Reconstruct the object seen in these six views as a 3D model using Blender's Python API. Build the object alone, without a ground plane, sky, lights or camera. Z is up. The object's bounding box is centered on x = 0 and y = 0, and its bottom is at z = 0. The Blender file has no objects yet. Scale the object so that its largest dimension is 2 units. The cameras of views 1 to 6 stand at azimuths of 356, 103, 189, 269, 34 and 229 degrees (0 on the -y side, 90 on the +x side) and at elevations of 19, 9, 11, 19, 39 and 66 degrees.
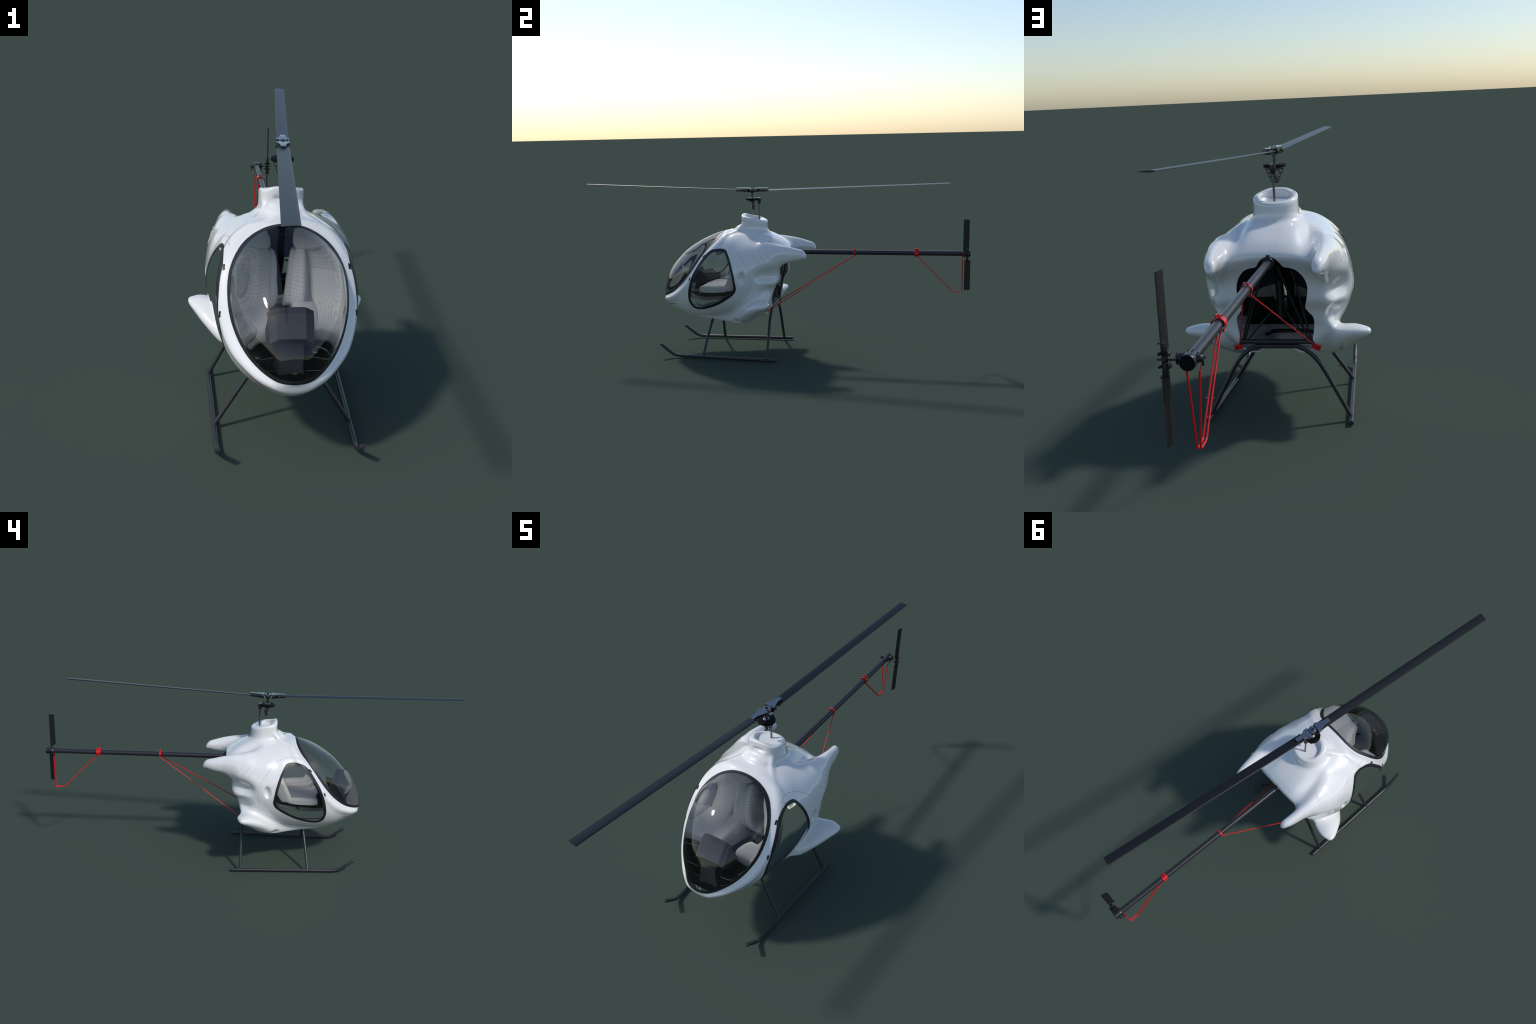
import bpy, bmesh, math
import numpy as np
from mathutils import Vector, Matrix

rng = np.random.default_rng(7)

# ------------------------------------------------------------------ materials
def principled(name, color, rough=0.4, metal=0.0, coat=0.0, coat_rough=0.03, spec=0.5):
    m = bpy.data.materials.new(name)
    m.use_nodes = True
    b = m.node_tree.nodes["Principled BSDF"]
    b.inputs["Base Color"].default_value = (*color, 1)
    b.inputs["Roughness"].default_value = rough
    b.inputs["Metallic"].default_value = metal
    b.inputs["Coat Weight"].default_value = coat
    b.inputs["Coat Roughness"].default_value = coat_rough
    b.inputs["Specular IOR Level"].default_value = spec
    return m, b


def speckle(m, b, color, amount, scale, rough=None):
    """fine tonal grain on object coordinates"""
    nt = m.node_tree
    tc = nt.nodes.new("ShaderNodeTexCoord")
    no = nt.nodes.new("ShaderNodeTexNoise")
    no.inputs["Scale"].default_value = scale
    no.inputs["Detail"].default_value = 5
    nt.links.new(tc.outputs["Object"], no.inputs["Vector"])
    ra = nt.nodes.new("ShaderNodeValToRGB")
    c = np.array(color)
    ra.color_ramp.elements[0].position = 0.3
    ra.color_ramp.elements[1].position = 0.7
    ra.color_ramp.elements[0].color = (*(c * (1 - amount)), 1)
    ra.color_ramp.elements[1].color = (*np.minimum(c * (1 + amount), 1), 1)
    nt.links.new(no.outputs["Fac"], ra.inputs["Fac"])
    nt.links.new(ra.outputs["Color"], b.inputs["Base Color"])
    if rough is not None:
        mr = nt.nodes.new("ShaderNodeMapRange")
        mr.inputs["To Min"].default_value = rough[0]
        mr.inputs["To Max"].default_value = rough[1]
        nt.links.new(no.outputs["Fac"], mr.inputs["Value"])
        nt.links.new(mr.outputs["Result"], b.inputs["Roughness"])


def make_plain(name, color, amount=0.06, scale=40, rough=0.4, **k):
    m, b = principled(name, color, rough, **k)
    speckle(m, b, color, amount, scale)
    return m


M_WHITE = make_plain("white_gloss_paint", (0.80, 0.80, 0.79), 0.01, 6, 0.22, coat=1.0, coat_rough=0.02)
M_SEAL = make_plain("black_rubber_seal", (0.012, 0.012, 0.013), 0.1, 60, 0.45)
M_BLADE = make_plain("dark_composite_blade", (0.0065, 0.007, 0.0085), 0.06, 30, 0.34)
M_TAILBLADE = make_plain("black_tail_blade", (0.010, 0.010, 0.010), 0.06, 30, 0.5)
M_TUBE = make_plain("dark_grey_powder_coat", (0.022, 0.022, 0.026), 0.08, 50, 0.33)
M_BOOM = make_plain("anthracite_boom_paint", (0.020, 0.020, 0.024), 0.08, 50, 0.27)
M_BLACK = make_plain("black_fitting", (0.008, 0.008, 0.009), 0.1, 60, 0.4)
M_DISC = make_plain("matt_black_disc", (0.002, 0.002, 0.002), 0.1, 60, 0.6, spec=0.15)
M_RED = make_plain("red_paint", (0.60, 0.008, 0.010), 0.05, 30, 0.3)
M_MARK = make_plain("red_marking", (0.50, 0.010, 0.012), 0.05, 30, 0.3)
M_STEEL = make_plain("brushed_steel", (0.42, 0.43, 0.44), 0.08, 120, 0.22, metal=1.0)
M_PLATE = make_plain("anodised_plate", (0.36, 0.365, 0.38), 0.05, 120, 0.18, metal=1.0)
M_DARKMETAL = make_plain("dark_metal", (0.10, 0.10, 0.10), 0.1, 80, 0.3, metal=1.0)
M_NAVY = make_plain("dark_navy_liner", (0.020, 0.026, 0.045), 0.06, 40, 0.6, spec=0.2)
M_ROD = make_plain("dull_steel_rod", (0.18, 0.175, 0.17), 0.08, 80, 0.35, metal=1.0)
M_DASH = make_plain("grey_console_plastic", (0.022, 0.023, 0.028), 0.05, 60, 0.6)
M_DASHTOP = make_plain("console_plastic_paler_tone", (0.042, 0.043, 0.052), 0.05, 60, 0.6)
M_LIP = make_plain("glare_shield_back", (0.25, 0.24, 0.23), 0.05, 60, 0.6)


def make_fabric(name, color, ribs, flat=False):
    m, b = principled(name, color, 0.85, spec=0.25)
    nt = m.node_tree
    tc = nt.nodes.new("ShaderNodeTexCoord")
    mp = nt.nodes.new("ShaderNodeMapping")
    nt.links.new(tc.outputs["Object"], mp.inputs["Vector"])
    if ribs:
        mp.inputs["Scale"].default_value = (1, 0, 0)
        t = nt.nodes.new("ShaderNodeTexWave")
        t.wave_type, t.bands_direction = "BANDS", "X"
        t.inputs["Scale"].default_value = 95
        fac = t.outputs["Fac"]
    else:
        mp.inputs["Rotation"].default_value = (0, 0, 0) if flat else (math.radians(24), 0, 0)
        mp.inputs["Scale"].default_value = (260, 300, 8) if flat else (260, 8, 300)
        t = nt.nodes.new("ShaderNodeTexVoronoi")
        t.inputs["Scale"].default_value = 1.0
        t.inputs["Randomness"].default_value = 0.15
        fac = t.outputs["Distance"]
    nt.links.new(mp.outputs["Vector"], t.inputs["Vector"])
    ra = nt.nodes.new("ShaderNodeValToRGB")
    c = np.array(color)
    lo, hi = (0.94, 1.03) if ribs else (1.25, 0.82)
    ra.color_ramp.elements[0].color = (*(c * lo), 1)
    ra.color_ramp.elements[1].color = (*(c * hi), 1)
    ra.color_ramp.elements[1].position = 0.7
    nt.links.new(fac, ra.inputs["Fac"])
    nt.links.new(ra.outputs["Color"], b.inputs["Base Color"])
    bp = nt.nodes.new("ShaderNodeBump")
    bp.inputs["Strength"].default_value = 0.25
    bp.inputs["Distance"].default_value = 0.001
    nt.links.new(fac, bp.inputs["Height"])
    nt.links.new(bp.outputs["Normal"], b.inputs["Normal"])
    return m


M_FABRIC = make_fabric("woven_grey_upholstery", (0.52, 0.515, 0.50), False)
M_FABRIC_FLAT = make_fabric("woven_grey_cushion_cloth", (0.52, 0.515, 0.50), False, True)
M_RIB = make_fabric("ribbed_grey_upholstery", (0.52, 0.515, 0.50), True)


def make_glass(name, color, ior):
    m, b = principled(name, color, 0.0)
    b.inputs["Transmission Weight"].default_value = 1.0
    b.inputs["IOR"].default_value = ior
    nt = m.node_tree
    tc = nt.nodes.new("ShaderNodeTexCoord")
    no = nt.nodes.new("ShaderNodeTexNoise")
    no.inputs["Scale"].default_value = 5
    nt.links.new(tc.outputs["Object"], no.inputs["Vector"])
    ra = nt.nodes.new("ShaderNodeValToRGB")
    c = np.array(color)
    ra.color_ramp.elements[0].color = (*(c * 0.985), 1)
    ra.color_ramp.elements[1].color = (*c, 1)
    nt.links.new(no.outputs["Fac"], ra.inputs["Fac"])
    nt.links.new(ra.outputs["Color"], b.inputs["Base Color"])
    return m


M_GLASS = make_glass("clear_windshield_glass", (0.97, 0.98, 0.98), 1.5)
M_DOORGLASS = make_glass("clear_door_glass", (0.985, 0.99, 0.99), 1.5)

# ------------------------------------------------------------------ scene graph
def empty(name, parent=None, loc=(0, 0, 0)):
    o = bpy.data.objects.new(name, None)
    o.empty_display_size = 0.05
    bpy.context.scene.collection.objects.link(o)
    o.location = loc
    if parent:
        o.parent = parent
        o.matrix_parent_inverse = Matrix.Identity(4)
    return o


ROOT = empty("helicopter")
ROOT["label"] = "small white two-seat helicopter with red tail braces"
ROOT["category"] = "helicopter"


def add(name, verts, faces, mat, parent=ROOT, normals=None, smooth_angle=40, stuff=False):
    me = bpy.data.meshes.new(name)
    me.from_pydata([tuple(map(float, v)) for v in verts], [], [tuple(map(int, f)) for f in faces])
    me.materials.append(mat)
    me.update()
    o = bpy.data.objects.new(name, me)
    bpy.context.scene.collection.objects.link(o)
    o.parent = parent
    if normals is not None:
        me.shade_smooth()
        me.normals_split_custom_set_from_vertices([tuple(map(float, n)) for n in normals])
    elif smooth_angle:
        bm = bmesh.new()
        bm.from_mesh(me)
        bmesh.ops.recalc_face_normals(bm, faces=bm.faces)
        ca = math.radians(smooth_angle)
        for e in bm.edges:
            e.smooth = len(e.link_faces) == 2 and e.calc_face_angle(0) < ca
        for f in bm.faces:
            f.smooth = True
        bm.to_mesh(me)
        bm.free()
    if stuff:
        o["kind"] = "stuff"
    return o


class Parts:
    """collects several primitive solids into one mesh"""

    def __init__(self):
        self.v, self.f = [], []

    def put(self, v, f):
        n = len(self.v)
        self.v += [tuple(p) for p in v]
        self.f += [tuple(i + n for i in q) for q in f]
        return self

    def tube(self, path, r, n=12, cap=True):
        return self.put(*tube(path, r, n, cap))

    def box(self, c, s, rot=None, bev=0.0):
        return self.put(*box(c, s, rot, bev))

    def add(self, name, mat, parent=ROOT, **k):
        return add(name, self.v, self.f, mat, parent, **k)


def smooth_path(pts, n=8):
    """Catmull-Rom through the control points"""
    P = np.array(pts, float)
    Q = np.vstack([2 * P[0] - P[1], P, 2 * P[-1] - P[-2]])
    out = []
    for i in range(1, len(Q) - 2):
        for t in np.linspace(0, 1, n, endpoint=False):
            a, b, c, d = Q[i - 1], Q[i], Q[i + 1], Q[i + 2]
            out.append(0.5 * (2 * b + (c - a) * t + (2 * a - 5 * b + 4 * c - d) * t**2 + (3 * b - a - 3 * c + d) * t**3))
    out.append(P[-1])
    return np.array(out)


def fillet_path(pts, r, n=6):
    """straight runs joined by rounded corners of reach r"""
    P = [np.array(p, float) for p in pts]
    out = [P[0]]
    for a, b, c in zip(P[:-2], P[1:-1], P[2:]):
        u, w = (a - b) / np.linalg.norm(a - b), (c - b) / np.linalg.norm(c - b)
        p, q = b + u * r, b + w * r
        for t in np.linspace(0, 1, n):
            out.append((1 - t) ** 2 * p + 2 * t * (1 - t) * b + t * t * q)
    out.append(P[-1])
    return np.array(out)


def tube(path, r, n=12, cap=True):
    P = np.array(path, float)
    r = np.broadcast_to(np.asarray(r, float), (len(P),))
    T = np.gradient(P, axis=0)
    T /= np.linalg.norm(T, axis=1)[:, None]
    up = np.array([0, 0, 1.0]) if abs(T[0][2]) < 0.9 else np.array([1.0, 0, 0])
    N = np.cross(T[0], up)
    N /= np.linalg.norm(N)
    v, f = [], []
    for i in range(len(P)):
        N = N - T[i] * (N @ T[i])
        N /= np.linalg.norm(N)
        B = np.cross(T[i], N)
        for k in range(n):
            a = 2 * math.pi * k / n
            v.append(P[i] + r[i] * (math.cos(a) * N + math.sin(a) * B))
    for i in range(len(P) - 1):
        for k in range(n):
            f.append((i * n + k, i * n + (k + 1) % n, (i + 1) * n + (k + 1) % n, (i + 1) * n + k))
    if cap:
        f.append(tuple(range(n))[::-1])
        f.append(tuple((len(P) - 1) * n + k for k in range(n)))
    return v, f


def rounded_rod(a, b, r, n=14, rr=0.35):
    """cylinder from a to b with softened end rims"""
    a, b = np.array(a, float), np.array(b, float)
    u = (b - a) / np.linalg.norm(b - a)
    e = r * rr
    return tube([a, a + u * e * 0.3, a + u * e, b - u * e, b - u * e * 0.3, b], [r - e, r - e * 0.3, r, r, r - e * 0.3, r - e], n)


def rot_axis(axis, deg):
    return np.array(Matrix.Rotation(math.radians(deg), 3, axis))


def box(c, s, rot=None, bev=0.0):
    """box of full size s about c, bevelled, optionally rotated (3x3)"""
    bm = bmesh.new()
    bmesh.ops.create_cube(bm, size=1)
    for v in bm.verts:
        v.co = Vector((v.co.x * s[0], v.co.y * s[1], v.co.z * s[2]))
    if bev:
        bmesh.ops.bevel(bm, geom=list(bm.edges), offset=bev, segments=2, profile=0.5, affect="EDGES")
    bm.verts.index_update()
    R = np.eye(3) if rot is None else rot
    v = [R @ np.array(x.co) + np.array(c, float) for x in bm.verts]
    f = [[x.index for x in q.verts] for q in bm.faces]
    bm.free()
    return v, f


def prism(poly, x0, x1, axis=0):
    """polygon (a,b) extruded along an axis; axis 0: poly is (y,z), axis 2: poly is (x,y)"""
    n = len(poly)
    v = []
    for t in (x0, x1):
        for a, b in poly:
            v.append((t, a, b) if axis == 0 else (a, b, t) if axis == 2 else (a, t, b))
    f = [tuple(range(n))[::-1], tuple(range(n, 2 * n))]
    f += [(i, (i + 1) % n, n + (i + 1) % n, n + i) for i in range(n)]
    return v, f


def pillow(c, s, rot=None, e=0.4, nu=36, nv=22, crown=0.0):
    """superquadric cushion of half sizes s"""
    R = np.eye(3) if rot is None else rot

    def p(w, k):
        return np.sign(w) * np.abs(w) ** k

    v, f = [], []
    for j in range(nv + 1):
        ph = -math.pi / 2 + math.pi * j / nv
        for i in range(nu):
            th = 2 * math.pi * i / nu
            q = np.array([p(math.cos(ph), e) * p(math.cos(th), e) * s[0], p(math.cos(ph), e) * p(math.sin(th), e) * s[1], p(math.sin(ph), e) * s[2]])
            v.append(R @ q + np.array(c, float))
    for j in range(nv):
        for i in range(nu):
            f.append((j * nu + i, j * nu + (i + 1) % nu, (j + 1) * nu + (i + 1) % nu, (j + 1) * nu + i))
    return v, f


def lathe(profile, centre, n=32, axis=(0, 0, 1), cap=True):
    """profile (r, h) turned about an axis through centre"""
    ax = np.array(axis, float)
    ax /= np.linalg.norm(ax)
    u = np.cross(ax, [0.3, 0.9, 0.1])
    u /= np.linalg.norm(u)
    w = np.cross(ax, u)
    c = np.array(centre, float)
    v, f = [], []
    for r, h in profile:
        for k in range(n):
            a = 2 * math.pi * k / n
            v.append(c + ax * h + r * (math.cos(a) * u + math.sin(a) * w))
    for i in range(len(profile) - 1):
        for k in range(n):
            f.append((i * n + k, i * n + (k + 1) % n, (i + 1) * n + (k + 1) % n, (i + 1) * n + k))
    if cap:
        f.append(tuple(range(n))[::-1])
        f.append(tuple((len(profile) - 1) * n + k for k in range(n)))
    return v, f


# ------------------------------------------------------------------ fuselage field
def pchip(x, y):
    x, y = np.array(x, float), np.array(y, float)
    h, d = np.diff(x), np.diff(y) / np.diff(x)
    m = np.zeros_like(y)
    for i in range(1, len(x) - 1):
        if d[i - 1] * d[i] > 0:
            w1, w2 = 2 * h[i] + h[i - 1], h[i] + 2 * h[i - 1]
            m[i] = (w1 + w2) / (w1 / d[i - 1] + w2 / d[i])
    m[0], m[-1] = d[0], d[-1]

    def f(q):
        q = np.clip(q, x[0], x[-1])
        i = np.clip(np.searchsorted(x, q) - 1, 0, len(x) - 2)
        t = (q - x[i]) / h[i]
        return (2 * t**3 - 3 * t**2 + 1) * y[i] + (t**3 - 2 * t**2 + t) * h[i] * m[i] + (-2 * t**3 + 3 * t**2) * y[i + 1] + (t**3 - t**2) * h[i] * m[i + 1]

    return f


# stations along the hull: y, keel z, crown z, half width, height of greatest width, upper and lower fullness
NOSE = -0.5575
STATIONS = np.array([
    (-0.5570, 0.2770, 0.2845, 0.0070, 0.2773, 2.15, 2.00),
    (-0.5500, 0.2640, 0.3173, 0.0330, 0.2765, 2.00, 2.03),
    (-0.5400, 0.2485, 0.3542, 0.0560, 0.2850, 1.95, 2.05),
    (-0.5200, 0.2317, 0.4014, 0.0848, 0.2990, 2.05, 2.00),
    (-0.5000, 0.2173, 0.4377, 0.1064, 0.3100, 2.12, 1.92),
    (-0.4600, 0.1964, 0.4848, 0.1392, 0.3225, 2.20, 1.74),
    (-0.4150, 0.1776, 0.5270, 0.1668, 0.3290, 2.30, 1.76),
    (-0.3650, 0.1648, 0.5603, 0.1890, 0.3492, 2.45, 1.80),
    (-0.3050, 0.1615, 0.5915, 0.2030, 0.3737, 2.65, 1.92),
    (-0.2200, 0.1617, 0.6209, 0.2152, 0.3880, 2.47, 1.93),
    (-0.1400, 0.1643, 0.6311, 0.2285, 0.4012, 2.26, 1.76),
    (-0.0600, 0.1750, 0.6289, 0.2320, 0.4188, 2.09, 1.72),
    (0.0000, 0.1867, 0.6172, 0.2285, 0.4380, 2.13, 1.68),
    (0.0500, 0.1958, 0.5950, 0.2110, 0.4400, 2.31, 1.81),
    (0.0900, 0.2152, 0.5705, 0.1690, 0.4348, 2.48, 2.13),
    (0.1300, 0.2399, 0.5318, 0.1362, 0.4309, 2.69, 2.40),
    (0.2000, 0.2600, 0.4810, 0.0790, 0.4190, 2.80, 2.52),
])
# upper fins (horns off the shoulders): y, centre x, centre z, half width, half height
UPPER_FIN = np.array([
    (-0.1000, 0.152, 0.508, 0.053, 0.048),
    (-0.0400, 0.150, 0.508, 0.049, 0.044),
    (0.0300, 0.157, 0.505, 0.043, 0.067),
    (0.0900, 0.160, 0.521, 0.034, 0.051),
    (0.1400, 0.1595, 0.5235, 0.0240, 0.0390),
    (0.1800, 0.1560, 0.5215, 0.0210, 0.0300),
    (0.2050, 0.1525, 0.5215, 0.0175, 0.0225),
    (0.2170, 0.1510, 0.5170, 0.0135, 0.0170),
    (0.2240, 0.1505, 0.5130, 0.0085, 0.0105),
    (0.2270, 0.1505, 0.5110, 0.0030, 0.0030),
])
# lower fins by span u = 0 (root) to 1 (tip): leading y, trailing y, mid height, half thickness, slope
LOWER_FIN = np.array([
    (0.00, -0.266, 0.030, 0.213, 0.032, 0.09),
    (0.25, -0.155, 0.005, 0.2195, 0.0425, 0.36),
    (0.50, -0.114, 0.0450, 0.2440, 0.0400, 0.40),
    (0.75, -0.066, 0.0560, 0.2685, 0.0290, 0.31),
    (1.00, 0.0130, 0.0440, 0.2838, 0.0095, 0.09),
])
REAR_WALL = np.array([(0.15, -0.230), (0.185, -0.115), (0.215, -0.018), (0.240, 0.022), (0.264, 0.036), (0.305, 0.045), (0.356, 0.062), (0.40, 0.086), (0.44, 0.084), (0.50, 0.106), (0.545, 0.126), (0.60, 0.122)])
H = 0.0035
NX, GY, GZ = 88, np.arange(-0.585, 0.262, H), np.arange(0.125, 0.745, H)
GXH = np.arange(NX + 1) * H
X, Y, Z = np.meshgrid(GXH, GY, GZ, indexing="ij")
X, Y, Z = X.astype(np.float32), Y.astype(np.float32), Z.astype(np.float32)


def normalise(f):
    """implicit value -> approximate distance (mirror symmetry in x)"""
    g = np.gradient(f, H)
    g[0][0] = 0
    return f / np.maximum(np.sqrt(g[0] ** 2 + g[1] ** 2 + g[2] ** 2), 1e-3)


def blur(a, s):
    k = np.arange(-int(3 * s + 1), int(3 * s + 1) + 1)
    w = np.exp(-(k**2) / (2 * s * s))
    w = (w / w.sum()).astype(np.float32)
    r = len(k) // 2
    for ax in range(3):
        lo = [slice(None)] * 3
        if ax == 0:
            p = np.concatenate([a[1 : r + 1][::-1], a, np.repeat(a[-1:], r, 0)], 0)
        else:
            p = np.pad(a, [(r, r) if i == ax else (0, 0) for i in range(3)], mode="edge")
        out = np.zeros_like(a)
        for i, wi in enumerate(w):
            lo[ax] = slice(i, i + a.shape[ax])
            out += wi * p[tuple(lo)]
        a = out
    return a


def smin(a, b, k):
    h = np.clip(0.5 + 0.5 * (b - a) / k, 0, 1)
    return b + (a - b) * h - k * h * (1 - h)


def smax(a, b, k):
    return -smin(-a, -b, k)


def ellipsoid(c, r, tilt=None):
    p = np.stack([X - c[0], Y - c[1], Z - c[2]])
    if tilt is not None:
        p = np.tensordot(np.asarray(tilt, np.float32).T, p, 1)
    k0 = np.sqrt(sum((p[i] / r[i]) ** 2 for i in range(3))) + 1e-6
    k1 = np.sqrt(sum((p[i] / r[i] ** 2) ** 2 for i in range(3))) + 1e-6
    return k0 * (k0 - 1) / k1


def hull_level(x, y, z, fns):
    t = np.sqrt(np.maximum(y - NOSE, 0))
    zb, zt, W, zw, pu, pl = (f(t) for f in fns)
    up = z > zw
    Hh = np.where(up, zt - zw, zw - zb)
    p = np.where(up, pu, pl)
    return np.clip(((np.abs(x) / W) ** p + (np.abs(z - zw) / Hh) ** p) ** (1 / p), 0, 6).astype(np.float32)


def build_field():
    ts = np.sqrt(np.maximum(STATIONS[:, 0] - NOSE, 0))
    fns = [pchip(ts, STATIONS[:, i]) for i in range(1, 7)]
    y1 = GY[None, :, None]
    hull = normalise(hull_level(X, y1, Z, fns) - 1)
    hull = np.clip(np.maximum(hull, NOSE - Y), -0.12, 0.12)
    hull = blur(hull, 1.6)
    # rolled windshield ring: the glass edge is sunk behind a rounded white rim
    m = windshield_mask(GY[:, None], GZ[None, :])[None]
    en = np.clip(X / 0.13, 0, 1)
    en = en * en * (3 - 2 * en) * (Y < -0.12)
    hull = hull + (0.0150 * np.exp(-(np.where(m > 0, m / 0.0075, m / 0.042) ** 2)) - 0.0055 * np.exp(-(((m - 0.023) / 0.015) ** 2))) * en
    # rear wall: leans forward towards the keel
    yr = pchip(REAR_WALL[:, 0], REAR_WALL[:, 1])(GZ).astype(np.float32)[None, None, :]
    hull = smax(hull, (Y - yr) * 0.95, 0.016)

    s = UPPER_FIN
    cx, cz, rx, rz = (pchip(s[:, 0], s[:, i])(GY).astype(np.float32)[None, :, None] for i in range(1, 5))
    q = np.sqrt(((X - cx) / rx) ** 2 + ((Z - cz) / rz) ** 2)
    fin = np.clip((q - 1) * np.minimum(rx, rz), -0.1, 0.1)
    fin = smax(fin, Y - 0.2270, 0.003)
    fin = smax(fin, -0.10 - Y, 0.05)
    d = smin(hull, fin, 0.036)

    # lower fins: swept chines rising outwards from the belly to a point
    L = LOWER_FIN
    u = np.clip((GXH - 0.09) / (0.2885 - 0.09), 0, 1)
    yf, yb, zc, lz, sl = (pchip(L[:, 0], L[:, i])(u).astype(np.float32)[:, None, None] for i in range(1, 6))
    yc, ly = (yf + yb) / 2, np.maximum((yb - yf) / 2, 0.004)
    q = np.sqrt(((Y - yc) / ly) ** 2 + ((Z - zc - sl * (Y - yc)) / lz) ** 2)
    low = np.clip((q - 1) * lz, -0.1, 0.1)
    low = smax(low, (X - 0.2885) * 0.9, 0.010)
    low = smax(low, 0.05 - X, 0.02)
    d = smin(d, low, 0.037)

    # hollows in the flank behind the door, and valleys between neck and fin crests
    def hollow(c, r, k, tilt=None):
        nonlocal d
        d = smax(d, -ellipsoid(c, r, tilt), k)

    hollow((0.236, 0.080, 0.421), (0.064, 0.094, 0.043), 0.038)
    hollow((0.2145, 0.064, 0.340), (0.057, 0.074, 0.036), 0.024)
    hollow((0.1106, 0.0714, 0.6386), (0.027, 0.1156, 0.0715), 0.032)
    # intake scooped out ahead of the chine
    hollow((0.178, -0.140, 0.174), (0.040, 0.050, 0.023), 0.007, rot_axis("Z", -25))

    # neck (mast fairing) with a raked rim and a shallow dish
    yn = -0.0622
    top = 0.6905 - 0.272 * (Y - yn)
    fore = np.clip((yn - Y) / 0.05, 0, 1)
    top = top + (0.002 * np.exp(-((X / 0.036) ** 4)) - 0.006 * np.exp(-(((X - 0.062) / 0.022) ** 2))) * fore
    flare = 1 + 0.52 * np.clip((0.6544 - Z) / 0.10, 0, 1) ** 2
    e = 2.1 + 1.0 * fore
    rn = (np.abs(X / (0.0695 * flare)) ** e + np.abs((Y - yn) / (0.0645 * flare)) ** e) ** (1 / e)
    neck = (rn - 1) * 0.0645
    neck = smax(neck, (Z - top) * 0.95, 0.009)
    neck = smax(neck, 0.56 - Z, 0.01)
    d = smin(d, neck, 0.014)
    d = smin(d, ellipsoid((0.0, -0.128, 0.632), (0.055, 0.032, 0.020)), 0.018)
    # folded ridges from the neck's front corners down to the windshield pillars
    ridge = [(0.052, -0.112, 0.650), (0.066, -0.140, 0.622), (0.098, -0.180, 0.603), (0.136, -0.220, 0.573), (0.160, -0.250, 0.543)]
    r = np.full(X.shape, 1.0, np.float32)
    for a, b in zip(ridge[:-1], ridge[1:]):
        a, b = np.array(a), np.array(b)
        e1 = b - a
        t = np.clip(((X - a[0]) * e1[0] + (Y - a[1]) * e1[1] + (Z - a[2]) * e1[2]) / (e1 @ e1), 0, 1)
        r = np.minimum(r, 0.055 * np.clip(-0.19 - Y, 0, 1) + np.sqrt((X - a[0] - t * e1[0]) ** 2 + (Y - a[1] - t * e1[1]) ** 2 + (Z - a[2] - t * e1[2]) ** 2))
    d = smin(d, r - 0.0075, 0.014)
    rd = (np.sqrt((X / 0.051) ** 2 + ((Y + 0.062) / 0.046) ** 2) - 1) * 0.046
    d = smax(d, -smax(rd, 0.6750 - Z, 0.003), 0.005)
    # air intake under the front rim
    hollow((0.0, -0.136, 0.674), (0.036, 0.020, 0.011), 0.004)
    # door grip dimple
    hollow((0.2365, -0.083, 0.414), (0.022, 0.0165, 0.032), 0.003, rot_axis("X", -6))
    return blur(d, 0.8)


def polyline_distance(A, B, pts, closed):
    """signed distance in a plane to a polyline; closed: negative inside, open: negative on the left of travel"""
    P = np.array(pts, float)
    n = len(P) if closed else len(P) - 1
    best = np.full(A.shape, 1e9, np.float32)
    sign = np.ones(A.shape, np.float32)
    inside = np.zeros(A.shape, bool)
    for i in range(n):
        a, b = P[i], P[(i + 1) % len(P)]
        e = b - a
        pa, pb = A - a[0], B - a[1]
        t = (pa * e[0] + pb * e[1]) / (e @ e)
        lo = 0 if closed or i > 0 else -50
        hi = 1 if closed or i < n - 1 else 50
        t = np.clip(t, lo, hi)
        dx, dy = pa - t * e[0], pb - t * e[1]
        dd = dx * dx + dy * dy
        upd = dd < best
        best = np.where(upd, dd, best)
        sign = np.where(upd, -np.sign(e[0] * dy - e[1] * dx), sign)
        if closed:
            c = ((a[1] > B) != (b[1] > B)) & (A < (b[0] - a[0]) * (B - a[1]) / (b[1] - a[1] + 1e-12) + a[0])
            inside ^= c
    s = np.where(inside, -1, 1) if closed else sign
    return np.sqrt(best) * s


def closed_smooth(pts, n=6):
    P = np.array(pts, float)
    Q = np.vstack([P[-1:], P, P[:2]])
    out = []
    for i in range(1, len(Q) - 2):
        for t in np.linspace(0, 1, n, endpoint=False):
            a, b, c, d = Q[i - 1], Q[i], Q[i + 1], Q[i + 2]
            out.append(0.5 * (2 * b + (c - a) * t + (2 * a - 5 * b + 4 * c - d) * t**2 + (3 * b - a - 3 * c + d) * t**3))
    return np.array(out)


# windshield edge seen from the side (y, z), bottom to top
WINDSHIELD = smooth_path([(-0.570, 0.2775), (-0.553, 0.2805), (-0.541, 0.284), (-0.502, 0.300), (-0.460, 0.324), (-0.415, 0.362), (-0.380, 0.399), (-0.339, 0.452),
                          (-0.307, 0.497), (-0.273, 0.541), (-0.240, 0.577), (-0.222, 0.604), (-0.2165, 0.622), (-0.214, 0.65)], 4)
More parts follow.
